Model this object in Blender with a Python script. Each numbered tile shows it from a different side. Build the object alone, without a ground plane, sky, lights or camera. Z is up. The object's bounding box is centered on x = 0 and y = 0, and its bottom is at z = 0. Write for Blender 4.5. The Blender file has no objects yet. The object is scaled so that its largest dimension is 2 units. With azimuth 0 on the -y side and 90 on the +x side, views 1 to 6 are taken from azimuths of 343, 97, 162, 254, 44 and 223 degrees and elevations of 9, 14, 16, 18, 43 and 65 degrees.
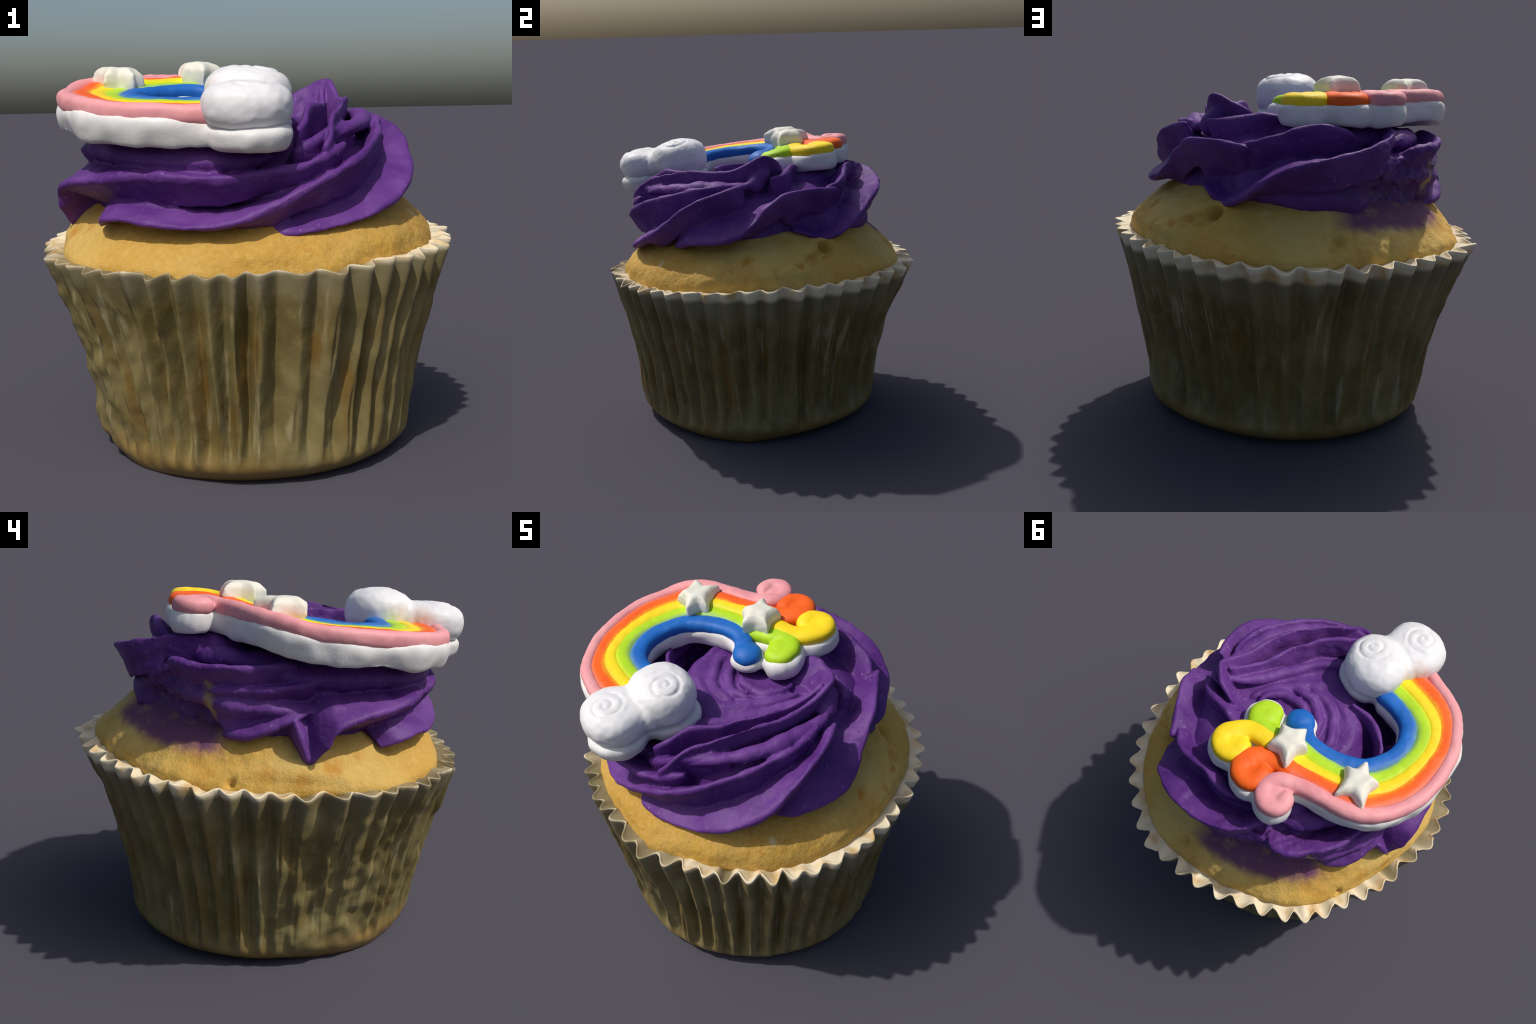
import bpy, bmesh, math
import numpy as np
from mathutils import Vector, Matrix, noise as mnoise

rng = np.random.default_rng(11)
TAU = 2 * math.pi


# ------------------------------------------------------------------ helpers
def new_mesh(name, verts, faces, mat=None, smooth=True):
    me = bpy.data.meshes.new(name)
    me.from_pydata([tuple(map(float, v)) for v in verts], [], [tuple(map(int, f)) for f in faces])
    me.update()
    if smooth:
        me.polygons.foreach_set("use_smooth", [True] * len(me.polygons))
    if mat:
        me.materials.append(mat)
    ob = bpy.data.objects.new(name, me)
    bpy.context.scene.collection.objects.link(ob)
    return ob


def grid_faces(nu, nv, wrap_u=True, base=0, flip=False):
    """nu columns round, nv rows; vertex index = base + row*nu + col"""
    f = []
    for j in range(nv - 1):
        for i in range(nu if wrap_u else nu - 1):
            a, b = base + j * nu + i, base + j * nu + (i + 1) % nu
            c, d = b + nu, a + nu
            f.append((d, c, b, a) if flip else (a, b, c, d))
    return f


def spline(ctrl, n, closed=False):
    """Catmull-Rom through the control points, n samples, even in arc length."""
    P = np.array(ctrl, float)
    if P.ndim == 1:
        P = P[:, None]
    m = len(P)
    ext = np.vstack([2 * P[0] - P[1], P, 2 * P[-1] - P[-2]])
    out = []
    for i in range(m - 1):
        p0, p1, p2, p3 = ext[i:i + 4]
        for t in np.linspace(0, 1, 16, endpoint=False):
            out.append(.5 * ((2 * p1) + (-p0 + p2) * t + (2 * p0 - 5 * p1 + 4 * p2 - p3) * t * t + (-p0 + 3 * p1 - 3 * p2 + p3) * t ** 3))
    out.append(P[-1])
    out = np.array(out)
    k = min(3, P.shape[1])
    d = np.r_[0, np.cumsum(np.linalg.norm(np.diff(out[:, :k], axis=0), axis=1))]
    s = np.linspace(0, d[-1], n)
    return np.stack([np.interp(s, d, out[:, c]) for c in range(out.shape[1])], 1)


def evaluate(ob):
    """apply all modifiers of ob"""
    dg = bpy.context.evaluated_depsgraph_get()
    me = bpy.data.meshes.new_from_object(ob.evaluated_get(dg))
    old = ob.data
    ob.modifiers.clear()
    ob.data = me
    if old.users == 0:
        bpy.data.meshes.remove(old)
    me.polygons.foreach_set("use_smooth", [True] * len(me.polygons))


def join(objs, name, mat):
    bm = bmesh.new()
    for o in objs:
        bm.from_mesh(o.data)
    me = bpy.data.meshes.new(name)
    bm.to_mesh(me)
    bm.free()
    for o in objs:
        d = o.data
        bpy.data.objects.remove(o)
        bpy.data.meshes.remove(d)
    me.materials.append(mat)
    ob = bpy.data.objects.new(name, me)
    bpy.context.scene.collection.objects.link(ob)
    return ob


def remesh(ob, voxel, smooth=4, factor=.5):
    m = ob.modifiers.new("r", "REMESH")
    m.mode, m.voxel_size, m.use_smooth_shade = "VOXEL", voxel, True
    if smooth:
        s = ob.modifiers.new("s", "SMOOTH")
        s.iterations, s.factor = smooth, factor
    mat = ob.data.materials[0] if ob.data.materials else None
    evaluate(ob)
    if mat:
        ob.data.materials.clear()
        ob.data.materials.append(mat)


def coords(ob):
    v = np.empty(len(ob.data.vertices) * 3)
    ob.data.vertices.foreach_get("co", v)
    return v.reshape(-1, 3)


def normals(ob):
    v = np.empty(len(ob.data.vertices) * 3)
    ob.data.vertices.foreach_get("normal", v)
    return v.reshape(-1, 3)


def set_coords(ob, v):
    ob.data.vertices.foreach_set("co", np.asarray(v, float).ravel())
    ob.data.update()


def nz(p, s, seed=0.0):
    return mnoise.noise(Vector((p[0] * s + seed, p[1] * s - seed * .7, p[2] * s + seed * 1.3)))


def rough(ob, terms):
    """push the vertices along their normals by summed noise: (scale, amount, seed)"""
    v, n = coords(ob), normals(ob)
    d = np.array([sum(a * nz(p, s, sd) for s, a, sd in terms) for p in v])
    set_coords(ob, v + n * d[:, None])


def sstep(a, b, x):
    t = np.clip((np.asarray(x, float) - a) / (b - a), 0, 1)
    return t * t * (3 - 2 * t)


def pol(a, r, z):
    return np.array([r * math.cos(math.radians(a)), r * math.sin(math.radians(a)), z])


# ---------------------------------------------------------------- materials
class Mat:
    def __init__(self, name, rough=.6, spec=.3):
        self.m = bpy.data.materials.new(name)
        self.m.use_nodes = True
        self.t = self.m.node_tree
        self.n, self.l = self.t.nodes, self.t.links
        self.b = self.n["Principled BSDF"]
        self.b.inputs["Roughness"].default_value = rough
        self.b.inputs["Specular IOR Level"].default_value = spec
        self.co = self.n.new("ShaderNodeTexCoord").outputs["Object"]
        self.xyz = None

    def put(self, sock, v):
        if isinstance(v, (int, float)):
            sock.default_value = v
        elif isinstance(v, (tuple, list)):
            sock.default_value = tuple(v) + ((1,) if len(v) == 3 and sock.type == "RGBA" else ())
        else:
            self.l.new(v, sock)

    def noise(self, scale, detail=3, rough=.5, vec=None, dist=0):
        k = self.n.new("ShaderNodeTexNoise")
        self.put(k.inputs["Vector"], self.co if vec is None else vec)
        k.inputs["Scale"].default_value, k.inputs["Detail"].default_value = scale, detail
        k.inputs["Roughness"].default_value, k.inputs["Distortion"].default_value = rough, dist
        return k.outputs["Fac"]

    def map(self, v, a, b, c=0., d=1.):
        k = self.n.new("ShaderNodeMapRange")
        k.interpolation_type = "SMOOTHSTEP"
        for i, x in enumerate((v, a, b, c, d)):
            self.put(k.inputs[i], x)
        return k.outputs[0]

    def math(self, op, a, b=0., c=0.):
        k = self.n.new("ShaderNodeMath")
        k.operation = op
        for i, x in enumerate((a, b, c)):
            self.put(k.inputs[i], x)
        return k.outputs[0]

    def mix(self, f, a, b, mode="MIX"):
        k = self.n.new("ShaderNodeMix")
        k.data_type, k.blend_type = "RGBA", mode
        self.put(k.inputs[0], f)
        self.put(k.inputs[6], a)
        self.put(k.inputs[7], b)
        return k.outputs[2]

    def axis(self, i):
        if self.xyz is None:
            k = self.n.new("ShaderNodeSeparateXYZ")
            self.l.new(self.co, k.inputs[0])
            self.xyz = k
        return self.xyz.outputs[i]

    def spot(self, centre, r0, r1, squash=None, wob=.0):
        """1 inside r0 of the centre falling to 0 at r1; wob = edge wobble"""
        k = self.n.new("ShaderNodeVectorMath")
        k.operation = "SUBTRACT"
        self.l.new(self.co, k.inputs[0])
        k.inputs[1].default_value = centre
        v = k.outputs[0]
        if squash:
            q = self.n.new("ShaderNodeVectorMath")
            q.operation = "MULTIPLY"
            self.l.new(v, q.inputs[0])
            q.inputs[1].default_value = squash
            v = q.outputs[0]
        q = self.n.new("ShaderNodeVectorMath")
        q.operation = "LENGTH"
        self.l.new(v, q.inputs[0])
        d = q.outputs["Value"]
        if wob:
            d = self.math("ADD", d, self.math("MULTIPLY", self.math("SUBTRACT", self.noise(14, 3), .5), wob))
        return self.map(d, r0, r1, 1., 0.)

    def bump(self, h, strength=.3, dist=.01):
        k = self.n.new("ShaderNodeBump")
        k.inputs["Strength"].default_value, k.inputs["Distance"].default_value = strength, dist
        self.put(k.inputs["Height"], h)
        self.l.new(k.outputs[0], self.b.inputs["Normal"])

    def colour(self, c):
        self.put(self.b.inputs["Base Color"], c)
        return self.m


PURPLE, PURPLE_L, PURPLE_D = (.078, .017, .160), (.135, .044, .235), (.05, .011, .11)
CAKE, CAKE_O, CAKE_Y = (.54, .32, .062), (.50, .235, .028), (.64, .46, .145)


def smear_mask(m, lo, hi, wob):
    """1 where the icing was scraped off and stains the sponge: a sector of the side, out to a ragged radius"""
    ang = m.math("ARCTAN2", m.axis(1), m.axis(0))
    rad = m.math("SQRT", m.math("ADD", m.math("MULTIPLY", m.axis(0), m.axis(0)), m.math("MULTIPLY", m.axis(1), m.axis(1))))
    rad = m.math("ADD", rad, m.math("MULTIPLY", m.math("SUBTRACT", m.noise(7, 5, .6), .5), wob))
    k = m.math("MULTIPLY", m.map(ang, 1.42, 1.68, 0., 1.), m.map(ang, 2.64, 2.46, 0., 1.))
    ragged = m.map(m.noise(10, 5, .55), .25, .50, .6, 1.)
    return m.math("MULTIPLY", m.math("MULTIPLY", k, ragged), m.map(rad, lo, hi, 0., 1.))


def mat_frosting():
    m = Mat("purple_buttercream", .58, .28)
    c = m.mix(m.map(m.noise(3.5, 4), .3, .7), PURPLE, PURPLE_L)
    c = m.mix(m.map(m.noise(11, 4, .6), .5, .8, 0, .55), c, PURPLE_L)
    c = m.mix(m.map(m.noise(42, 2), .66, .74, 0, .45), c, (.30, .15, .42))      # sugar flecks
    c = m.mix(m.map(m.noise(30, 1, vec=None), .27, .21, 0, .6), c, (.05, .012, .12))
    # torn face with crumbs stuck to it, and sponge showing through at its foot
    low = m.map(m.axis(2), 1.46, 1.36, 0., 1.)
    torn = m.math("MULTIPLY", smear_mask(m, .9, .6, .0), low)
    c = m.mix(m.math("MULTIPLY", torn, m.map(m.noise(8, 5, .6), .35, .7, .3, .9)), c, (.105, .045, .125))
    c = m.mix(m.math("MULTIPLY", torn, m.map(m.noise(13, 4), .62, .72, 0., .6)), c, (.30, .19, .12))
    c = m.mix(m.math("MULTIPLY", smear_mask(m, .775, .81, .06), m.map(m.axis(2), 1.30, 1.20, 0., 1.)), c, (.42, .25, .075))
    c = m.mix(m.math("MULTIPLY", m.spot((-.575, .462, 1.29), .012, .046, (1, 1, .28), .05), .85), c, (.46, .34, .12))
    m.bump(m.math("ADD", m.noise(60, 3), m.math("MULTIPLY", m.noise(150, 2), .5)), .22, .008)
    m.b.inputs["Subsurface Weight"].default_value = .0
    return m.colour(c)


def mat_cake():
    m = Mat("golden_sponge", .75, .2)
    c = m.mix(m.map(m.noise(2.2, 4), .32, .68), CAKE, CAKE_Y)
    c = m.mix(m.map(m.noise(5, 3), .52, .78, 0, .55), c, CAKE_O)
    side = m.math("ADD", m.math("SUBTRACT", m.math("MULTIPLY", m.axis(1), -1.), m.math("MULTIPLY", m.axis(0), -.15)), m.math("MULTIPLY", m.math("SUBTRACT", m.noise(2.5, 3), .5), .9))  # front of sponge tinted darker, following shading baked into the scan
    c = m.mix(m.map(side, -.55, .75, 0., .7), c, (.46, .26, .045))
    c = m.mix(m.map(m.noise(8, 5, .65), .56, .74, 0., .5), c, (.44, .19, .02))
    c = m.mix(m.map(m.noise(6.3, 4, .6), .60, .80, 0., .5), c, (.70, .54, .21))
    c = m.mix(m.map(m.noise(45, 3), .4, .7, 0, .22), c, (.66, .46, .16))
    c = m.mix(m.map(m.noise(70, 2), .3, .2, 0, .5), c, (.34, .17, .03))
    for p, r, q in (((.775, .027, 1.151), .035, .9), ((.744, .325, 1.125), .03, .9), ((.70, .40, 1.15), .04, .6), ((-.823, -.059, 1.062), .045, .8),
                    ((-.80, .26, 1.03), .05, .55), ((-.83, .10, 1.01), .03, .6), ((-.62, .52, 1.05), .06, .4), ((-.78, -.20, 1.10), .04, .5)):
        c = m.mix(m.math("MULTIPLY", m.math("MULTIPLY", m.spot(p, r * .3, r * 1.6, None, .09), m.map(m.noise(24, 4, .6), .3, .6, .3, 1.)), q), c, (.47, .20, .02))
    # pale streak where the crust was folded
    c = m.mix(m.math("MULTIPLY", m.spot((.649, -.514, 1.10), .01, .035, (1.0, 1.25, .25), .02), .5), c, (.60, .56, .34))
    # purple smear
    c = m.mix(m.math("MULTIPLY", smear_mask(m, .83, .765, .09), .95), c, (.13, .042, .125))
    m.bump(m.math("ADD", m.noise(38, 4, .6), m.math("MULTIPLY", m.noise(120, 2), .5)), .42, .014)
    return m.colour(c)


def mat_paper():
    m = Mat("greased_baking_paper", .45, .35)
    z = m.axis(2)
    # clean white paper at the flared lip, fat-soaked below; wall albedo cut to match the scan's baked shade
    wob = m.math("ADD", z, m.math("MULTIPLY", m.math("SUBTRACT", m.noise(4, 3), .5), .22))
    soaked = m.mix(m.map(m.noise(3, 3), .35, .65), (.150, .118, .040), (.225, .184, .075))
    soaked = m.mix(m.map(m.noise(7, 3), .55, .8, 0, .5), soaked, (.19, .115, .02))
    soaked = m.mix(m.map(m.noise(16, 3), .52, .75, 0, .4), soaked, (.30, .24, .105))
    # runs of butter drawn up the folds
    k = m.n.new("ShaderNodeCombineXYZ")
    ang = m.math("ARCTAN2", m.axis(1), m.axis(0))
    m.put(k.inputs[0], m.math("MULTIPLY", ang, 7.0))
    m.put(k.inputs[1], m.math("MULTIPLY", z, 1.3))
    run = m.map(m.noise(1.0, 4, .6, k.outputs[0]), .50, .66, 0., 1.)
    run = m.math("MULTIPLY", run, m.math("MULTIPLY", m.map(z, .05, .35, .15, 1.), m.map(z, .88, .62, 0., 1.)))
    soaked = m.mix(m.math("MULTIPLY", run, .7), soaked, (.17, .085, .010))
    k2 = m.n.new("ShaderNodeCombineXYZ")
    m.put(k2.inputs[0], m.math("MULTIPLY", ang, 17.0))
    m.put(k2.inputs[1], m.math("MULTIPLY", z, 2.2))
    pale = m.map(m.noise(1.0, 3, .6, k2.outputs[0]), .56, .70, 0., .75)
    soaked = m.mix(m.math("MULTIPLY", pale, m.map(z, .03, .2, 0., 1.)), soaked, (.36, .31, .17))
    c = m.mix(m.map(wob, .97, .80, 0., 1.), m.mix(m.map(m.noise(5, 3), .35, .7), (.235, .205, .125), (.185, .152, .075)), soaked)
    c = m.mix(m.map(wob, .16, .03, 0., .7), c, (.25, .15, .04))
    c = m.mix(m.map(z, .935, .972, 0., 1.), c, m.mix(m.map(m.noise(9, 3), .45, .72), (.74, .65, .46), (.56, .38, .16)))
    m.bump(m.noise(40, 3), .15, .01)
    return m.colour(c)


def mat_icing(name, col, col2, scale=18, r=.55, amount=.6):
    m = Mat(name, r, .35)
    c = m.mix(m.map(m.noise(6, 3), .35, .7, 0, amount), col, col2)
    c = m.mix(m.map(m.noise(scale, 3), .5, .8, 0, .35), c, tuple(min(1, x * 1.15 + .02) for x in col))
    m.bump(m.noise(90, 2), .12, .006)
    return m.colour(c)


# ------------------------------------------------------------------- thing
root = bpy.data.objects.new("cupcake", None)
root.empty_display_size = .2
bpy.context.scene.collection.objects.link(root)
root["label"] = "frosted cupcake, purple swirl with a rainbow topper"
root["category"] = "cupcake"


def adopt(ob, parent=root):
    ob.parent = parent
    return ob


def tilt(x, y):            # the rim and the sponge lean up towards +y
    return .0272 * x + .0478 * y


# --------------------------------------------------------------- paper case
TIPS = [4, 11, 21.5, 29, 36.5, 44, 52, 61, 69.5, 77, 84, 91, 99, 107.5, 115.8, 123.5, 131.5, 138, 145, 152.5, 160, 166.5, 173, 184, 191, 198.5,
        206, 212, 218.5, 225, 231, 237, 245, 251, 257, 268, 277, 286, 293.5, 299.7, 305.8, 313.5, 321, 327.3, 334, 341.5, 349, 355.8]
RIM_A = [4, 11, 22, 30, 37, 45, 53, 61, 70, 77, 84, 92, 100, 108, 116, 124, 132, 138, 146, 155, 164, 173, 182, 190, 199, 207, 213, 223, 231, 237, 245, 255,
         268, 277, 286, 294, 300, 307, 314, 321, 327, 334, 341, 348, 355]
RIM_R = [.962, .945, .955, .97, .98, .993, .998, 1.003, 1.012, 1.016, 1., .98, .972, .97, .963, .985, 1., 1.003, .985, .965, .948, .952, .957, .977, .995,
         .996, .996, .993, .99, .98, .965, .952, .968, .992, .968, .966, .975, .973, .982, .99, .99, .985, .982, .976, .968]
# base outline where the wall meets the floor, and the foot of the wall
FOOT_A = [0, 20, 45, 74, 97, 130, 163, 190, 215, 235, 254, 277, 300, 343]
FOOT_R = [.795, .778, .76, .75, .753, .755, .735, .714, .728, .752, .778, .802, .805, .798]
BASE_A = [0, 15, 30, 60, 90, 120, 150, 170, 190, 210, 240, 260, 280, 300, 320, 345]
BASE_R = [.745, .69, .65, .645, .65, .655, .64, .63, .665, .70, .70, .70, .705, .71, .715, .74]


def per(a, A, R):
    return np.interp(np.mod(a, 360), np.r_[np.array(A) - 360, A, np.array(A) + 360], np.r_[R, R, R])  # periodic table


def build_case():
    nt, nzr = 48 * 18, 62
    tip = np.array(TIPS)
    amp = 1 + .28 * rng.standard_normal(48)
    wob = rng.standard_normal((48, 3))
    fade0 = rng.uniform(0, 1, 48)
    tipr, tipz = .007 * rng.standard_normal(48), .008 * rng.standard_normal(48)
    deg = np.arange(nt) * 360 / nt
    ext = np.r_[tip[-1] - 360, tip, tip[0] + 360]
    phase = np.interp(deg, ext, np.arange(-1, 49))
    k = np.mod(np.round(phase).astype(int), 48)
    f = phase - np.round(phase)                       # -.5 .. .5, 0 on the outer fold
    knife = per(deg, [0, 30, 60, 100, 150, 200, 245, 265, 300, 340], [.15, .4, .75, .6, .5, .5, .6, .25, .1, .1])   # 0: round outer folds and sharp creases, 1: sharp outer folds
    kin = np.mod(np.floor(phase).astype(int), 48)
    rows, zs = [], []

    strength = per(deg, [0, 30, 75, 95, 125, 150, 180, 200, 222, 250, 266, 290, 330], [1.0, .95, .75, .62, .75, .75, .6, .75, 1.35, 1.55, 1.0, 1.05, 1.1])
    flare = per(deg, [0, 45, 74, 97, 130, 163, 200, 235, 254, 277, 300, 343], [1.65, 1.85, 1.95, 2.0, 1.9, 1.7, 1.5, 1.25, 1.22, 1.5, 1.62, 1.62])

    def row(t):
        """t: 0 foot of the wall .. 1 lip"""
        rim = per(deg, RIM_A, RIM_R) + .006 + tipr[k]
        x, y = rim * np.cos(np.radians(deg)), rim * np.sin(np.radians(deg))
        ztop = .9745 + tilt(x, y) + .012 * np.cos(np.radians(deg - 250)) + tipz[k] * np.cos(math.pi * f) ** 2
        z = ztop * t
        foot = per(deg, FOOT_A, FOOT_R)
        g = t ** flare
        r = foot + (rim - foot) * g
        # rounded bottom edge
        base = per(deg, BASE_A, BASE_R)
        r = r - (foot - base + .004) * np.clip(1 - t / .115, 0, 1) ** 2.2
        a = (.030 + .024 * t ** 1.8 + .020 * np.sin(math.pi * t)) * amp[kin] * (1 + (strength - 1) * (1 - t ** 4))
        # folds flatten out towards the floor, completely at the smoothed front
        flat = .12 + .10 * fade0[kin] + .10 * np.exp(-((deg - 262) / 22) ** 2)
        a = a * sstep(flat * .25, flat, t)
        shift = .10 * (wob[kin, 0] * math.sin(3.1 * t + 1) + wob[kin, 1] * math.sin(7 * t)) * (1 - t) * t * 4
        ff = f + shift * np.cos(math.pi * f) ** 2
        d = (1 - knife) * (1 - np.abs(np.cos(math.pi * ff)) ** 1.15) + knife * np.abs(np.sin(math.pi * ff)) ** 1.1
        lip = float(sstep(.8, 1., t))
        d = d * (1 - lip) + lip * np.abs(np.sin(math.pi * ff)) ** 2.3
        # crushed on the left side
        d = d * (1 - .4 * np.exp(-((deg - 188) / 26) ** 2) * sstep(.7, .35, t))
        r = r - a * d
        z = z + .010 * d * sstep(.8, 1, t)
        return r, z

    ts = np.r_[np.linspace(0, .12, 9)[:-1], np.linspace(.12, 1, 44)]
    ring = [row(t) for t in ts]
    V = []
    for i, (r, z) in enumerate(ring):
        t = ts[i]
        for j in range(nt):
            a = math.radians(deg[j])
            rr = r[j]
            p = (rr * math.cos(a), rr * math.sin(a), z[j])
            w = (1 - sstep(.8, 1., t)) * (.25 + .75 * sstep(0, .15, t))
            q = (p[0], p[1], p[2] * .6)
            rr += w * (.012 * nz(q, 5, 3) + .008 * nz(q, 13, 9) + .003 * nz(q, 30, 4))
            rr += w * (.027 * nz(p, 7, 31) + .012 * nz(p, 18, 13)) * math.exp(-((deg[j] - 190) / 40) ** 2)
            V.append((rr * math.cos(a), rr * math.sin(a), p[2]))
    # lip turned over, then the inner face down behind the sponge
    r1, z1 = ring[-1]
    for dr, dz in ((-.003, .006), (-.009, .007), (-.014, .003)):
        for j in range(nt):
            a = math.radians(deg[j])
            V.append(((r1[j] + dr) * math.cos(a), (r1[j] + dr) * math.sin(a), z1[j] + dz))
    rim_in = per(deg, RIM_A, RIM_R)
    for w in (.12, .35, .65, 1.0, 1.8):       # scoop from each fold down to the sponge
        for j in range(nt):
            a = math.radians(deg[j])
            r = r1[j] - .016
            r = r + (min(r, .880 * (rim_in[j] / .98) ** .9) - r) * min(w, 1.) ** 1.1 - (.04 if w > 1 else 0)
            V.append((r * math.cos(a), r * math.sin(a), z1[j] + .001 - .010 * w ** .8))
    n_rows = len(V) // nt
    F = grid_faces(nt, n_rows)
    # floor
    V.append((0, 0, .006))
    c = len(V) - 1
    F += [(c, (j + 1) % nt, j) for j in range(nt)]
    V = np.array(V)
    V[:, 2] -= V[:, 2].min()
    return adopt(new_mesh("paper_case", V, F, mat_paper()))


# -------------------------------------------------------------------- cake
CAKE_R = [(.78, .80), (.845, .90), (.886, .945), (.892, .985), (.877, 1.028), (.850, 1.068), (.816, 1.104), (.776, 1.143), (.732, 1.18), (.68, 1.21), (.60, 1.255),
          (.48, 1.29), (.30, 1.32), (.1, 1.33)]


def cake_z(r):
    c = np.array(CAKE_R)[2:]
    return np.interp(r, c[::-1, 0], c[::-1, 1])


def build_cake():
    nt = 540
    prof = spline(CAKE_R, 120)
    deg = np.arange(nt) * 360 / nt
    V = []
    rim = per(deg, RIM_A, RIM_R)
    slim = per(deg, [0, 30, 45, 65, 100, 125, 150, 170, 200, 235, 252, 275, 300, 340], [-.002, .012, .03, .012, .012, .04, .042, .012, .02, .034, .012, -.006, -.012, -.010])
    for r, z in prof:
        for j in range(nt):
            a = math.radians(deg[j])
            rr = r * (1 + (.85 * (rim[j] / .980 - 1)) * sstep(1.06, 1.0, z) + .2 * (rim[j] / .98 - 1)) * (1 - slim[j] * sstep(.985, 1.08, z) * sstep(.5, .75, r))
            x, y = rr * math.cos(a), rr * math.sin(a)
            zz = z + tilt(x, y) + .018 * nz((x, y, z), 2.2, 5) * sstep(.95, 1.05, z)
            lump = .006 * nz((x, y, z), 6, 2) + .004 * nz((x, y, z), 17, 7) + .0022 * nz((x, y, z), 45, 3)
            # scallops where the sponge swelled into the folds of the case
            V.append((x * (1 + lump), y * (1 + lump), zz + lump))
    F = grid_faces(nt, len(prof))
    top = len(V)
    V.append((0, 0, 1.33))
    b = (len(prof) - 1) * nt
    F += [(b + j, b + (j + 1) % nt, top) for j in range(nt)]
    V = np.array(V)
    # crack beside the frosting with two forks, hole at its head, small pits near the lip
    dents = [((.575, .48, 1.20), .040, .085), ((.60, .50, 1.18), .026, .03), ((-.778, .418, 1.0), .019, .035), ((-.772, .405, 1.02), .010, .03), ((.065, .844, 1.115), .028, .03), ((.045, .835, 1.135), .02, .02), ((.10, .86, 1.085), .022, .018),
             ((-.20, .83, 1.04), .02, .016)]
    for p, q in (((.56, .475, 1.215), (.615, .515, 1.17)), ((.615, .515, 1.17), (.66, .48, 1.15)), ((.57, .465, 1.21), (.672, .43, 1.16)), ((.672, .43, 1.16), (.71, .38, 1.155))):
        dents += [(tuple(np.array(p) * (1 - t) + np.array(q) * t), .019, .016) for t in np.linspace(0, 1, 7)]
    pr = np.random.default_rng(4)
    for _ in range(60):                  # crumb pits, more on the torn side
        a = math.radians(pr.normal(120, 45) if pr.random() < .7 else pr.uniform(0, 360))
        r = pr.uniform(.74, .87)
        dents.append(((r * math.cos(a), r * math.sin(a), cake_z(r) + tilt(r * math.cos(a), r * math.sin(a))), pr.uniform(.008, .016), pr.uniform(-.006, .010)))
    for (cx, cy, cz), rad, dep in dents:
        d = np.linalg.norm(V - (cx, cy, cz), axis=1)
        w = np.exp(-(d / rad) ** (2 if rad < .018 else 3))[:, None]
        V -= w * dep * (np.array((cx, cy, .5)) / np.linalg.norm((cx, cy, .5)))
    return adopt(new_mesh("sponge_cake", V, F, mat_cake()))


# ---------------------------------------------------------------- frosting
def fin(edge, roots, te=.012, tr=.07, n=70, power=.8, curl=0.0, cap=True):
    """a piped fin: a wedge swept along the 3D edge curve.
    edge: (x,y,z) points; roots: (u, inward, down) = how far the wedge reaches in and down at parameter u"""
    E = spline(edge, n)
    u = np.linspace(0, 1, n)
    R = np.array(roots, float)
    inn, dn = np.interp(u, R[:, 0], R[:, 1]), np.interp(u, R[:, 0], R[:, 2])
    S = np.array([0, .06, .18, .36, .6, 1.])
    V = []
    for i in range(n):
        e = E[i]
        rad = np.array((e[0], e[1], 0)) / max(1e-6, math.hypot(e[0], e[1]))
        root_p = e - rad * inn[i] - np.array((0, 0, dn[i]))
        tg = E[min(i + 1, n - 1)] - E[max(i - 1, 0)]
        tg /= np.linalg.norm(tg)
        w = root_p - e
        nrm = np.cross(tg, w)
        nrm /= np.linalg.norm(nrm)
        end = min(1, (i + 1.5) / 4, (n - i + .5) / 4) ** .5 if cap else 1
        jag = 1 + .25 * nz(e, 14, 3)
        h = (te + (tr - te) * S ** power) * end * jag
        e = e - w / np.linalg.norm(w) * .005
        w = root_p - e
        mid = [e + w * s + nrm * curl * 4 * s * (1 - s) for s in S]
        loop = [mid[0] - w / np.linalg.norm(w) * te * .5] + [mid[k] + nrm * h[k] for k in range(len(S))] + [mid[k] - nrm * h[k] for k in range(len(S) - 1, -1, -1)]
        V += loop
    m = len(S) * 2 + 1
    F = grid_faces(m, n)
    F += [tuple(range(m - 1, -1, -1)), tuple((n - 1) * m + k for k in range(m))]
    return new_mesh("fin", V, F)


def rope(path, rad, n=60, flat=1.0, taper=(.3, .3), sides=14):
    """round strand along a path; rad is a number or a list over the length"""
    P = spline(path, n)
    u = np.linspace(0, 1, n)
    R = np.interp(u, np.linspace(0, 1, len(rad)), rad) if isinstance(rad, (list, tuple)) else np.full(n, rad)
    V = []
    for i in range(n):
        t = P[min(i + 1, n - 1)] - P[max(i - 1, 0)]
        t /= np.linalg.norm(t)
        side = np.cross(t, (0, 0, 1.))
        side /= max(1e-6, np.linalg.norm(side))
        up = np.cross(side, t)
        k = 1.0
        if taper[0] and u[i] < taper[0]:
            k = math.sqrt(max(.02, 1 - (1 - u[i] / taper[0]) ** 2))
        if taper[1] and u[i] > 1 - taper[1]:
            k = math.sqrt(max(.02, 1 - (1 - (1 - u[i]) / taper[1]) ** 2))
        for s in range(sides):
            a = TAU * s / sides
            V.append(P[i] + side * math.cos(a) * R[i] * k + up * math.sin(a) * R[i] * k * flat)
    F = grid_faces(sides, n)
    F += [tuple(range(sides - 1, -1, -1)), tuple((n - 1) * sides + s for s in range(sides))]
    return new_mesh("rope", V, F)


def arc(pts):
    return [pol(*p) for p in pts]


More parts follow.
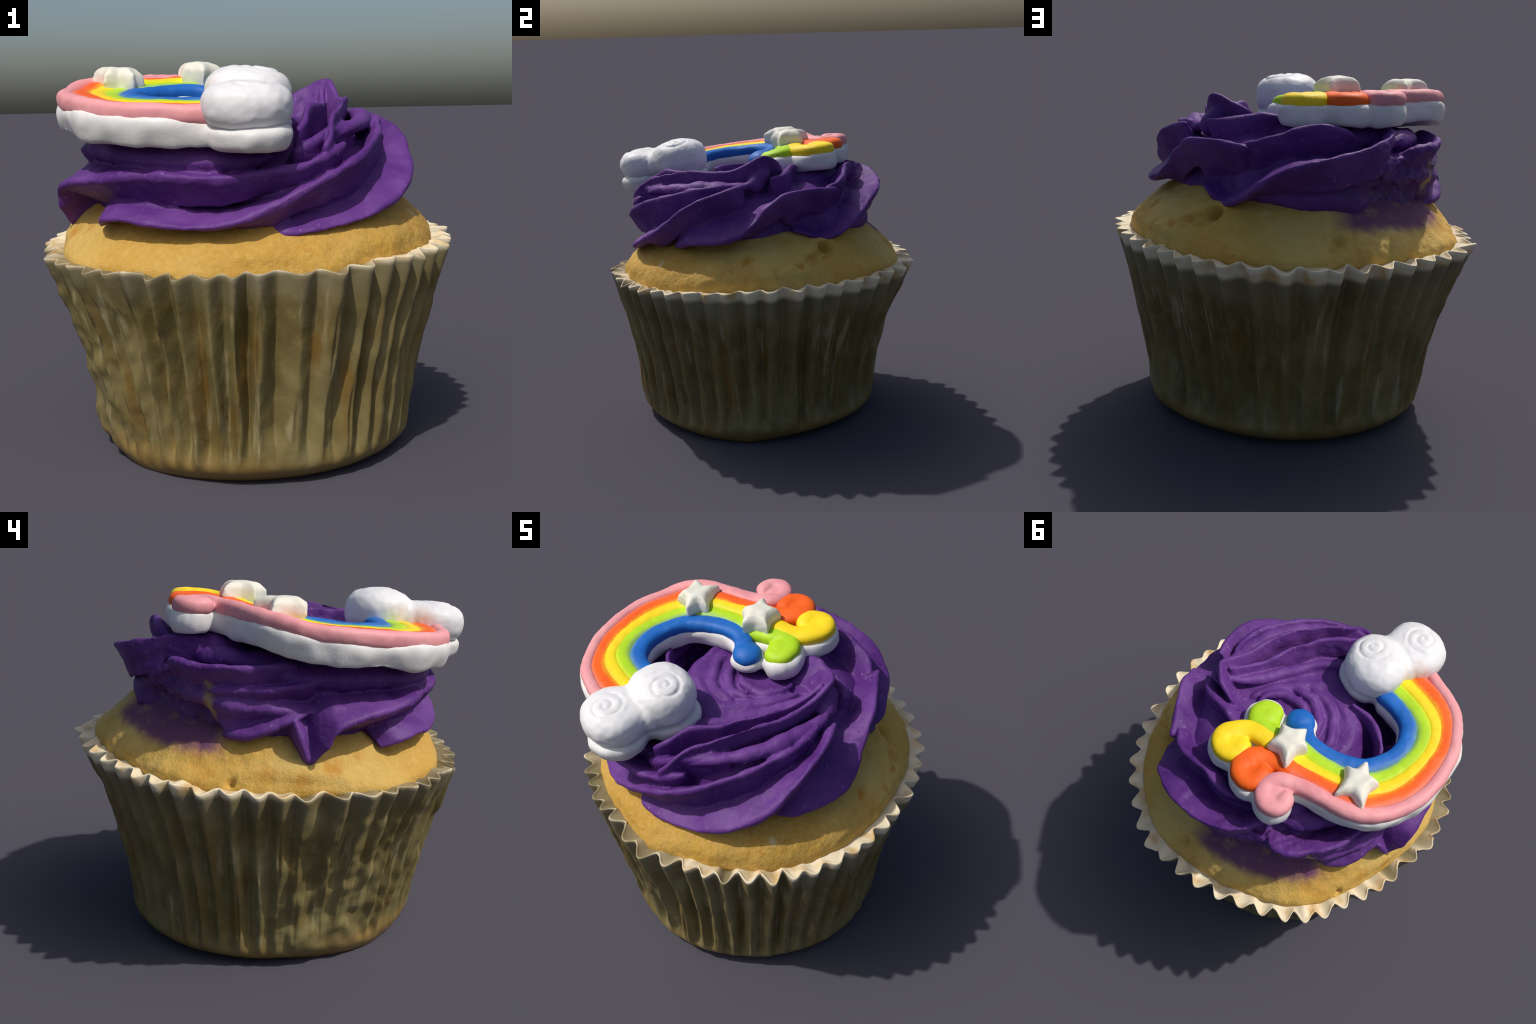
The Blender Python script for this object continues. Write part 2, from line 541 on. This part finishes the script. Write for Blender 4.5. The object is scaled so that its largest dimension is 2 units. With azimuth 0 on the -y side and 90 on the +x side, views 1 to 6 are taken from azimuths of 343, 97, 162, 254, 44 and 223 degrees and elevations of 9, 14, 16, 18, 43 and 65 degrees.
def build_frosting():
    parts = []
    # core: heap of cream the fins stand out from
    nt = 180
    prof = [(.58, 1.02), (.61, 1.12), (.625, 1.20), (.635, 1.28), (.61, 1.36), (.575, 1.43), (.52, 1.49), (.44, 1.525), (.33, 1.535), (.2, 1.53), (.08, 1.53)]
    P = spline(prof, 40)
    hol2 = per(np.arange(nt) * 2, [0, 98, 106, 136, 146, 180], [0, 0, .8, .8, 0, 0])
    fill = per(np.arange(nt) * 2, [0, 60, 80, 91, 112, 141, 147, 170, 180, 202, 214, 228, 262, 275, 290, 305], [0, 0, .6, .6, 0, 0, .7, .8, 1, 1, .3, 0, 0, .6, .6, 0])
    hi = per(np.arange(nt) * 2, [0, 110, 135, 160, 185, 205], [0, 0, 1, 1, .7, 0])
    V = []
    for r, z in P:
        for j in range(nt):
            a = math.radians(j * 2)
            deg = j * 2
            # lower hollow under the loop of the topper; slumped left side
            hol = math.exp(-(((deg - 205 + 180) % 360 - 180) / 50) ** 2)
            zz = z - .20 * hol * sstep(1.25, 1.53, z) * sstep(.33, .50, r)
            rr = r + per(deg, [0, 14, 30, 42, 50, 70, 100, 140, 160, 180, 200, 250, 300, 340], [.0, -.04, -.05, .0, .04, .06, .08, .09, .10, .10, .10, .08, .06, .04]) * sstep(1.50, 1.36 + .08 * hi[j], z) * (1 - hol2[j] * sstep(1.37, 1.29, z)) * sstep(1.20 - .12 * fill[j], 1.30 - .16 * fill[j], z) * (1 - .2 * fill[j] * sstep(1.30, 1.15, z))
            rr += .05 * hi[j] * sstep(1.25, 1.33, z) * sstep(1.50, 1.45, z)
            sm = math.exp(-(((deg - 125 + 180) % 360 - 180) / 22) ** 2)
            rr += sm * (.06 + .06 * sstep(1.22, 1.08, z)) * sstep(1.30, 1.20, z)
            dip = math.exp(-(((deg + 35 + 180) % 360 - 180) / 32) ** 2)
            zz -= .055 * dip * sstep(1.45, 1.53, z) * sstep(.24, .38, r)
            V.append((rr * math.cos(a), rr * math.sin(a), zz))
    F = grid_faces(nt, len(P))
    V.append((0, 0, 1.53)); V.append((0, 0, 1.02))
    b = (len(P) - 1) * nt
    F += [(b + j, b + (j + 1) % nt, len(V) - 2) for j in range(nt)] + [((j + 1) % nt, j, len(V) - 1) for j in range(nt)]
    parts.append(new_mesh("core", V, F))

    # six big petals, each a fin that starts low and flat at the outside and climbs anticlockwise until it stands upright
    rise = [(0, .16, -.06), (.25, .24, -.03), (.5, .22, .06), (.75, .14, .20), (1, .12, .22)]
    parts.append(fin(arc([(-157, .80, 1.10), (-150, .86, 1.135), (-140, .865, 1.145), (-127, .85, 1.122), (-115, .85, 1.125), (-107, .845, 1.148), (-98, .84, 1.20), (-87, .835, 1.275), (-79, .83, 1.328),
                          (-68, .80, 1.39), (-58, .755, 1.442), (-46, .70, 1.485), (-36, .66, 1.52), (-26, .635, 1.542), (-18, .60, 1.553), (-9, .56, 1.563)]),
                     [(0, .12, -.07), (.2, .22, -.05), (.42, .24, .0), (.55, .16, .12), (.75, .10, .22), (1, .10, .2)], .012, .06, 120))
    parts.append(fin(arc([(-100, .72, 1.10), (-94, .785, 1.082), (-85, .81, 1.092), (-77, .815, 1.11), (-68, .825, 1.13), (-61, .84, 1.168), (-52, .845, 1.218), (-40, .825, 1.30), (-32, .79, 1.40), (-23, .745, 1.48),
                          (-12, .67, 1.53), (-1, .60, 1.567)]),
                     [(0, .1, -.05), (.2, .24, -.10), (.45, .24, -.06), (.6, .2, .0), (.8, .14, .12), (1, .10, .22)], .012, .06, 110))
    parts.append(fin(arc([(-38, .70, 1.20), (-33, .75, 1.215), (-26, .785, 1.238), (-18, .79, 1.252), (-9, .775, 1.262), (0, .75, 1.302), (6, .725, 1.37), (12, .705, 1.45), (20, .692, 1.515), (30, .675, 1.535), (42, .67, 1.53),
                          (51, .69, 1.524)]),
                     [(0, .1, -.05), (.3, .24, -.13), (.5, .2, -.06), (.62, .16, .06), (.75, .13, .18), (1, .14, .16)], .012, .06, 110))
    parts.append(fin(arc([(26, .64, 1.30), (33, .67, 1.27), (40, .685, 1.235), (46, .73, 1.248), (53, .765, 1.295), (59, .79, 1.36), (65, .80, 1.42), (72, .803, 1.46), (80, .797, 1.486), (89, .785, 1.508), (97, .772, 1.532),
                          (104, .75, 1.556), (111, .722, 1.572), (116, .68, 1.585), (121, .61, 1.59), (127, .54, 1.575)]),
                     [(0, .1, -.02), (.2, .22, -.05), (.4, .22, .03), (.6, .2, .11), (1, .12, .2)], .012, .05, 110))
    parts.append(fin(arc([(57, .75, 1.33), (62, .785, 1.39), (70, .79, 1.44), (80, .785, 1.475), (90, .778, 1.50), (100, .762, 1.53), (109, .73, 1.555), (114, .70, 1.55)]),
                     [(0, .10, .02), (.25, .115, .10), (.5, .085, .14), (.8, .05, .15), (1, .05, .12)], .012, .03, 70))
    # thick outer faces that hang below the other crests
    for edge, roots in (([(-172, .872, 1.265), (-164, .866, 1.284), (-156, .868, 1.296), (-147, .858, 1.308), (-137, .838, 1.32), (-124, .83, 1.312), (-113, .835, 1.305), (-104, .833, 1.32), (-96, .825, 1.335)],
                         [(0, .15, .06), (.25, .15, .09), (.45, .10, .11), (.8, .09, .085), (1, .08, .05)]),
                        ([(-108, .84, 1.14), (-98, .835, 1.19), (-87, .83, 1.265), (-79, .822, 1.318), (-68, .795, 1.38), (-58, .75, 1.432), (-46, .695, 1.475), (-36, .655, 1.51), (-26, .632, 1.535)],
                         [(0, .09, .02), (.25, .08, .07), (.5, .075, .13), (.8, .05, .14), (1, .04, .10)]),
                        ([(-48, .83, 1.235), (-40, .82, 1.29), (-32, .785, 1.39), (-23, .74, 1.47), (-12, .665, 1.52), (-2, .605, 1.555)],
                         [(0, .10, .03), (.3, .075, .07), (.6, .06, .11), (1, .05, .14)]),
                        ([(0, .745, 1.295), (6, .72, 1.36), (12, .70, 1.44), (20, .687, 1.505), (30, .67, 1.525), (42, .665, 1.52), (50, .682, 1.515)],
                         [(0, .12, .02), (.25, .085, .08), (.6, .07, .13), (1, .07, .12)])):
        parts.append(fin(arc(edge), roots, .012, .028, 80))
    # left side: torn shell and two drooping tongues
    parts.append(fin(arc([(144, .70, 1.165), (149, .745, 1.178), (155, .775, 1.187), (160, .79, 1.21), (165, .785, 1.237), (171, .78, 1.27), (177, .76, 1.30)]),
                     [(0, .1, -.02), (1, .2, -.05)], .012, .05, 60))
    parts.append(fin(arc([(171, .80, 1.27), (173.5, .83, 1.16), (176, .82, 1.08), (-180, .868, 1.16), (-177, .885, 1.235), (-171, .872, 1.27), (-164, .870, 1.288), (-156, .872, 1.30), (-147, .862, 1.312), (-137, .84, 1.33),
                          (-124, .835, 1.322), (-113, .84, 1.315), (-104, .838, 1.33), (-96, .83, 1.345), (-88, .815, 1.362), (-80, .80, 1.40), (-72, .76, 1.44)]),
                     [(0, .2, -.03), (.15, .22, -.14), (.3, .24, -.04), (.45, .22, -.02), (.6, .2, .0), (1, .12, .16)], .012, .06, 120))
    parts.append(fin(arc([(141, .76, 1.385), (147, .745, 1.39), (155, .75, 1.393), (165, .755, 1.405), (176, .75, 1.425), (-172, .69, 1.44), (-160, .66, 1.455), (-145, .62, 1.46)]),
                     [(0, .14, .05), (1, .14, .14)], .012, .06, 70))
    parts.append(fin(arc([(122, .71, 1.492), (127, .755, 1.505), (133, .780, 1.508), (139, .770, 1.498), (146, .77, 1.502), (155, .76, 1.50), (164, .73, 1.505), (173, .69, 1.50)]),
                     [(0, .14, .14), (1, .12, .14)], .012, .06, 60))
    parts.append(rope([(-.32, .46, 1.51), (-.44, .38, 1.51), (-.52, .26, 1.495), (-.58, .10, 1.48), (-.60, -.04, 1.46)], [.06, .07, .07, .07], 40, .8))
    parts.append(fin(arc([(108, .73, 1.44), (114, .70, 1.445), (120, .69, 1.45), (126, .68, 1.45)]), [(0, .12, .12), (1, .12, .12)], .016, .06, 30))
    # second course inside the petals
    parts.append(fin(arc([(48, .64, 1.53), (55, .655, 1.548), (60, .648, 1.567), (66, .63, 1.585), (72, .607, 1.605), (79, .588, 1.622), (86, .592, 1.622), (94, .592, 1.60), (103, .56, 1.555), (112, .52, 1.50)]),
                     [(0, .1, .2), (1, .1, .16)], .013, .06, 60))
    parts.append(fin(arc([(16, .55, 1.60), (23, .52, 1.606), (28, .48, 1.615), (33, .43, 1.623), (40, .38, 1.631), (48, .355, 1.633), (57, .31, 1.62), (66, .27, 1.60)]),
                     [(0, .1, .2), (1, .12, .12)], .014, .07, 60))
    parts.append(fin([(.0, -.755, 1.41), (.09, -.745, 1.455), (.16, -.72, 1.492), (.23, -.66, 1.50), (.30, -.59, 1.52), (.36, -.52, 1.52)],
                     [(0, .1, .12), (1, .08, .14)], .014, .06, 80))
    parts.append(rope([(.22, -.68, 1.47), (.33, -.57, 1.505), (.43, -.43, 1.525), (.49, -.29, 1.535), (.515, -.15, 1.54), (.52, -.03, 1.55), (.50, .06, 1.57)], [.036, .045, .042], 60, .9))
    # rope of narrow ridges that runs up to the peak
    parts.append(fin([(.12, -.80, 1.43), (.16, -.76, 1.482), (.20, -.67, 1.548), (.272, -.575, 1.584), (.328, -.472, 1.608), (.384, -.367, 1.628), (.429, -.251, 1.624), (.452, -.12, 1.63), (.475, -.01, 1.672), (.485, .08, 1.718),
                      (.46, .115, 1.722), (.41, .16, 1.695), (.35, .175, 1.665), (.30, .19, 1.64)],
                     [(0, .03, .12), (.6, .03, .16), (.8, .08, .22), (1, .08, .16)], .011, .022, 110))
    parts.append(fin([(.02, -.74, 1.49), (.07, -.69, 1.535), (.12, -.594, 1.588), (.179, -.53, 1.603), (.234, -.465, 1.60), (.268, -.385, 1.607), (.31, -.315, 1.612), (.335, -.22, 1.600), (.37, -.12, 1.60), (.41, -.02, 1.635),
                      (.44, .07, 1.69)],
                     [(0, .03, .12), (1, .03, .14)], .011, .022, 90))
    parts.append(rope([(-.06, -.55, 1.45), (.05, -.48, 1.50), (.13, -.40, 1.52), (.20, -.30, 1.525), (.26, -.19, 1.53), (.32, -.07, 1.545), (.38, .03, 1.58), (.42, .10, 1.635)], [.03, .035, .035], 60, .9))
    parts.append(rope([(.50, .02, 1.52), (.47, .08, 1.60), (.44, .12, 1.65)], [.06, .05, .035], 20, 1))
    # inner coil
    parts.append(rope([(-.10, -.33, 1.505), (.03, -.30, 1.512), (.115, -.215, 1.515), (.18, -.13, 1.522), (.235, -.04, 1.526), (.28, .06, 1.54)], [.04, .04, .04], 50, .8))
    for (x0, y0), r, h, a0, a1, th in (((.07, .04), .145, 1.552, -140, 25, .030), ((.06, .04), .215, 1.535, -165, -60, .034), ((.03, .04), .275, 1.528, -175, -75, .032), ((-.01, .04), .325, 1.515, 165, 275, .030)):
        parts.append(rope([(x0 + (r + .008 * math.sin(2.3 * k + r * 40)) * math.cos(math.radians(a)), y0 + (r + .008 * math.sin(1.7 * k)) * math.sin(math.radians(a)), h + .008 * math.sin(k * 1.3)) for k, a in enumerate(np.linspace(a0, a1, 9))],
                          [th * .8, th, th * .7], 40, .9))
    # free fin inside the rainbow loop
    parts.append(fin([(-.17, -.30, 1.562), (-.234, -.309, 1.556), (-.29, -.312, 1.552), (-.34, -.30, 1.552), (-.385, -.28, 1.55), (-.43, -.247, 1.547), (-.475, -.208, 1.545), (-.53, -.14, 1.53)],
                     [(0, .02, .2), (1, .04, .25)], .011, .03, 50))
    # the topper sits in cream
    parts.append(rope([(-.45, .26, 1.51), (-.30, .36, 1.525), (-.12, .40, 1.53), (.05, .38, 1.53), (.10, .25, 1.53), (0, .1, 1.51)], [.12, .11, .12], 40, .6))
    parts.append(rope([(-.59, .22, 1.46), (-.65, .05, 1.44), (-.62, -.22, 1.42), (-.51, -.47, 1.385), (-.26, -.65, 1.375), (-.07, -.70, 1.395)], [.11, .11, .12, .12], 50, .6))
    ob = join(parts, "purple_frosting", mat_frosting())
    remesh(ob, .0072, 2, .5)
    rough(ob, [(4.5, .010, 1), (11, .008, 4), (26, .0025, 8), (60, .0008, 2)])
    # scraped, crumbly face on the smeared side
    v, n = coords(ob), normals(ob)
    w = np.exp(-(np.linalg.norm((v - (-.38, .62, 1.27)) * (1, 1, .9), axis=1) / .23) ** 2)
    d = np.array([.040 * nz(p, 8, 21) - .045 * abs(nz(p, 14, 5)) + .016 * nz(p, 30, 9) + .008 * nz(p, 60, 2) if q > .03 else 0. for p, q in zip(v, w)])
    set_coords(ob, v + n * (w * d)[:, None])
    return adopt(ob)


# ------------------------------------------------------------------ topper
SLOPE = .115
TOP_M = Matrix.Translation((0, 0, 1.70)) @ Matrix.Rotation(math.atan(SLOPE), 4, "X")
CS = math.cos(math.atan(SLOPE))


def loc(x, y, h=0.0):
    """plan position (x, y) on the tilted topper -> its own flat coordinates"""
    return (x, y / CS, h)


BANDS = {
    "pink": [(-.30, -.77), (-.422, -.735), (-.525, -.703), (-.642, -.643), (-.733, -.544), (-.799, -.424), (-.84, -.268), (-.849, -.127), (-.824, 0), (-.772, .12), (-.704, .205), (-.606, .257), (-.497, .284), (-.387, .312), (-.3, .351),
             (-.244, .41), (-.230, .475), (-.268, .535), (-.33, .54), (-.362, .50), (-.345, .455), (-.31, .45)],
    "orange": [(-.28, -.68), (-.389, -.66), (-.499, -.641), (-.609, -.592), (-.693, -.502), (-.746, -.40), (-.768, -.283), (-.777, -.141), (-.76, -.034), (-.71, .076), (-.651, .16), (-.523, .206), (-.374, .245), (-.233, .281), (-.137, .313),
               (-.067, .372), (-.043, .45), (-.072, .505), (-.13, .515), (-.165, .475), (-.15, .43), (-.115, .44)],
    "yellow": [(-.23, -.61), (-.332, -.598), (-.453, -.575), (-.559, -.538), (-.639, -.478), (-.693, -.375), (-.715, -.259), (-.712, -.133), (-.679, -.016), (-.632, .07), (-.563, .142), (-.466, .184), (-.329, .224), (-.189, .235), (-.053, .24),
               (.033, .245), (.095, .287), (.146, .366), (.135, .44), (.077, .47), (.025, .435), (.04, .38), (.08, .39)],
    "green": [(-.22, -.54), (-.329, -.526), (-.449, -.504), (-.541, -.47), (-.607, -.411), (-.651, -.315), (-.657, -.198), (-.634, -.082), (-.591, .009), (-.512, .085), (-.42, .121), (-.291, .143), (-.156, .147), (-.055, .176), (.011, .205),
              (.072, .199), (.112, .152), (.107, .10), (.065, .085), (.04, .12)],
    "blue": [(-.23, -.455), (-.326, -.455), (-.418, -.437), (-.502, -.396), (-.56, -.313), (-.577, -.206), (-.554, -.104), (-.504, -.02), (-.413, .044), (-.308, .079), (-.213, .086), (-.150, .066), (-.112, .035), (-.075, .02)],
}
BAND_R = {"pink": (.039, .039, .052), "orange": (.060, .060, .060), "yellow": (.056, .058, .060), "green": (.056, .054, .058), "blue": (.052, .050, .054)}
CURL = {"pink": (-.298, .455, .078), "orange": (-.110, .437, .083), "yellow": (.074, .398, .086), "green": (.068, .138, .082), "blue": (-.068, .012, .086)}
BAND_H = {"pink": -.006, "orange": -.012, "yellow": -.014, "green": -.016, "blue": -.012}
ICING = {"pink": ((.76, .33, .34), (.66, .23, .26)), "orange": ((.86, .125, .006), (.76, .085, .004)), "yellow": ((.90, .66, .01), (.86, .56, .008)), "green": ((.42, .66, .012), (.33, .56, .01)), "blue": ((.008, .13, .48), (.006, .10, .40))}


def lift(y):
    return .027 * float(sstep(.0, .24, y)) - .011 * float(sstep(.38, .50, y))


def tuck(path):
    """draw the curled ends in a little"""
    return [(x + .010 * float(sstep(-.55, -.82, x)), y - .026 * float(sstep(.33, .45, y))) for x, y in path]


def tube_flat(path, radii, half_h, h, n=110, sides=20, ex=.8):
    """icing strand: superelliptic section lying on the plate, rounded at the ends"""
    P = spline(path, n)
    d = np.r_[0, np.cumsum(np.linalg.norm(np.diff(P, axis=0), axis=1))]
    u = d / d[-1]
    R = np.interp(u, np.linspace(0, 1, len(radii)), radii)
    h0 = h
    V = []
    for i in range(n):
        h = h0 + lift(P[i, 1])
        t = P[min(i + 1, n - 1)] - P[max(i - 1, 0)]
        t /= np.linalg.norm(t)
        s = np.array((-t[1], t[0]))
        k = 1.
        for x in (d[i], d[-1] - d[i]):
            if x < R[i]:
                k = min(k, math.sqrt(max(.03, 1 - (1 - x / R[i]) ** 2)))
        hh = h + .004 * nz((P[i, 0], P[i, 1], 0), 7, 3)
        for q in range(sides):
            a = TAU * q / sides
            ca, sa = math.cos(a), math.sin(a)
            xx = math.copysign(abs(ca) ** ex, ca) * R[i] * k
            zz = math.copysign(abs(sa) ** ex, sa) * half_h * (.35 + .65 * k)
            V.append((P[i, 0] + s[0] * xx, (P[i, 1] + s[1] * xx) / CS, hh - half_h + zz))
    F = grid_faces(sides, n)
    F += [tuple(range(sides - 1, -1, -1)), tuple((n - 1) * sides + q for q in range(sides))]
    return V, F


def bleed(ob, kind, path):
    """neighbouring colours run into one another along the edges of a strand: strips of faces in mixed icing"""
    order = ["pink", "orange", "yellow", "green", "blue"]
    i = order.index(kind)
    P = spline(path, 160)
    T = np.gradient(P, axis=0)
    T /= np.linalg.norm(T, axis=1)[:, None]
    slots = {}
    me = ob.data
    for side, other in ((-1, i - 1), (1, i + 1)):
        if not 0 <= other < 5:
            continue
        for lvl, f in enumerate((.10, .24, .42)):
            if "pink" in (kind, order[other]) or "blue" in (kind, order[other]):
                f *= .6
            mixc = [tuple(a * (1 - f) + b * f for a, b in zip(ICING[kind][q], ICING[order[other]][q])) for q in (0, 1)]
            me.materials.append(mat_icing("%s_to_%s_icing" % (kind, order[other]), *mixc))
            slots[side, lvl] = len(me.materials) - 1
    c = np.empty(len(me.polygons) * 3)
    me.polygons.foreach_get("center", c)
    c = c.reshape(-1, 3)[:, :2] * (1, CS)
    idx = np.zeros(len(c), int)
    half = {"pink": .041, "orange": .035, "yellow": .035, "green": .037, "blue": .042}[kind]
    for q in range(len(c)):
        d = c[q] - P
        k = int(np.argmin((d ** 2).sum(1)))
        if k > 118:
            continue
        lat = (T[k, 0] * d[k, 1] - T[k, 1] * d[k, 0]) / half + .16 * nz((c[q, 0], c[q, 1], 0), 22, i)
        lvl = 2 if abs(lat) > .84 else 1 if abs(lat) > .66 else 0 if abs(lat) > .46 else -1
        # strands run clockwise seen from above, so the next colour inwards lies on the right
        idx[q] = slots.get((-1 if lat > 0 else 1, lvl), 0)
    me.polygons.foreach_set("material_index", idx.astype(np.int32))


def blob(centre, radii, exps=(2.2, 2.2), seg=40, rings=24):
    """superellipsoid"""
    V = []
    for j in range(rings + 1):
        ph = math.pi * (j / rings - .5)
        for i in range(seg):
            th = TAU * i / seg
            cp, sp = math.cos(ph), math.sin(ph)
            k = abs(cp) ** (2 / exps[0])
            V.append((centre[0] + radii[0] * k * math.cos(th), centre[1] + radii[1] * k * math.sin(th), centre[2] + radii[2] * math.copysign(abs(sp) ** (2 / exps[1]), sp)))
    return new_mesh("blob", V, grid_faces(seg, rings + 1))


def build_topper():
    def place(ob):
        ob.parent = plate
        ob.matrix_parent_inverse = Matrix.Identity(4)
        return ob

    white = mat_icing("white_royal_icing", (.72, .71, .69), (.64, .63, .60), 9)
    mw = Mat("white_cloud_icing", .5, .35)
    c = mw.mix(mw.map(mw.noise(5, 3), .35, .7), (.74, .735, .75), (.68, .675, .67))
    # a touch of food colour rubbed off on the cloud
    c = mw.mix(mw.math("MULTIPLY", mw.spot((-.16, -.985, -.13), .02, .065, (1, 1, 1), .05), .75), c, (.45, .46, .06))
    c = mw.mix(mw.math("MULTIPLY", mw.spot((-.31, -.71, .0), .03, .10, (1, 1, 1), .04), .5), c, (.86, .55, .40))
    mw.bump(mw.noise(40, 3), .12, .008)
    cloud_mat = mw.colour(c)

    # plate of white icing under everything
    parts = []
    for k, path in BANDS.items():
        path = tuck(path)
        r = BAND_R[k]
        add = {"pink": .004, "orange": .014, "yellow": .018, "green": .018, "blue": .012}[k]
        V, F = tube_flat(path, [x + add for x in r], .058, -.058, 100, 20, .45)
        parts.append(new_mesh("p", V, F))
    for cx, cy, r in ((-.205, -.795, .176), (-.105, -.535, .174)):
        parts.append(blob(loc(cx, cy, -.125), (r, r, .055), (4, 4)))
    for k, (cx, cy, r) in CURL.items():
        g = .010 if k in ("pink", "orange", "yellow") else .002
        parts.append(blob(loc(cx, cy, -.102 + lift(cy)), (r + g, r + g, .046), (2.9, 2.5)))
    plate = join(parts, "rainbow_topper", white)
    remesh(plate, .011, 6, .5)
    rough(plate, [(5, .018, 3), (14, .007, 6)])
    v = coords(plate)                     # the slab draws in a little towards its underside
    w = sstep(-.09, -.17, v[:, 2])
    n = normals(plate)
    set_coords(plate, v - n * (w * .010)[:, None] * (1, 1, 0))
    plate.parent = root
    plate.matrix_world = TOP_M

    for k, path in BANDS.items():
        path = tuck(path)
        V, F = tube_flat(path, BAND_R[k], .042, BAND_H[k] + .004, 150, 22)
        strand = new_mesh("s", V, F)
        cx, cy, cr = CURL[k]
        ball = k in ("blue", "green")
        fill = blob(loc(cx, cy, BAND_H[k] - (.046 if ball else .041) + lift(cy)), (cr * .96, cr * .96, .052 if ball else .036), (2.2, 2.1) if ball else (2.6, 2.4))
        ob = join([strand, fill], k + "_icing_strand", mat_icing(k + "_icing", *ICING[k]))
        remesh(ob, .0075, 3, .5)
        rough(ob, [(8, .005, 2), (22, .0025, 5)])
        bleed(ob, k, path)
        place(ob)

    # cloud of two piped swirls
    lobes = [((-.207, -.785), .183, .20, .092, 20, (-.215, -.825)), ((-.128, -.54), .184, .24, .128, -15, (-.068, -.555))]
    parts = []
    for (cx, cy), r, hh, tz, _, _ in lobes:
        parts.append(blob(loc(cx, cy, tz - hh / 2), (r, r, hh / 2), (2.9, 2.5)))
    parts.append(blob(loc(-.165, -.67, -.01), (.165, .12, .09), (2.6, 2.4)))
    cloud = join(parts, "cloud", cloud_mat)
    remesh(cloud, .008, 8, .5)
    v, n = coords(cloud), normals(cloud)
    for _, r, hh, tz, a0, (cx, cy) in lobes:
        x, y = v[:, 0] - cx, v[:, 1] - cy / CS
        rr, th = np.hypot(x, y), np.arctan2(y, x)
        # spiral furrow left by the nozzle
        ph = np.mod(rr / .052 - (th + math.radians(a0)) / TAU, 1.0) - .5
        g = np.exp(-(ph / .13) ** 2) * sstep(.12, .08, rr) * (n[:, 2] > .5)
        v = v - n * (g * .010)[:, None]
    set_coords(cloud, v)
    sm_ = cloud.modifiers.new('s', 'SMOOTH'); sm_.iterations = 2; evaluate(cloud)
    rough(cloud, [(5, .012, 6), (14, .005, 2), (34, .002, 9)])
    place(cloud)

    # stars
    sm = mat_icing("white_sugar_star", (.72, .71, .63), (.66, .64, .50), 12)
    for i, (tips, c0, hgt) in enumerate((([(-.454, .082), (-.516, -.006), (-.644, .037), (-.668, .20), (-.526, .242)], (-.562, .112), .066), ([(-.042, .149), (-.163, .083), (-.249, .162), (-.229, .311), (-.087, .287)], (-.152, .20), .080))):
        ang = sorted((math.atan2(y - c0[1], x - c0[0]), math.hypot(x - c0[0], y - c0[1])) for x, y in tips)
        ring = []
        for k in range(5):
            a, r = ang[k]
            b = ang[(k + 1) % 5][0] + (TAU if k == 4 else 0)
            ring += [(r * 1.02 * math.cos(a), r * 1.02 * math.sin(a)), (.072 * math.cos((a + b) / 2), .072 * math.sin((a + b) / 2))]
        V, F = [], []
        lay = [(1.0, -.035), (1.10, hgt - .05), (1.02, hgt - .012), (.70, hgt + .014)]
        for s, h in lay:
            V += [(c0[0] + x * s, (c0[1] + y * s) / CS, h) for x, y in ring]
        F = grid_faces(10, len(lay)) + [tuple(range(9, -1, -1)), tuple(30 + q for q in range(10))]
        st = new_mesh("sugar_star", V, F, sm)
        remesh(st, .0075, 16, .5)
        rough(st, [(9, .008, 3 + i * 5), (24, .004, 2 + i)])
        place(st)
    return plate


build_case()
build_cake()
build_frosting()
build_topper()
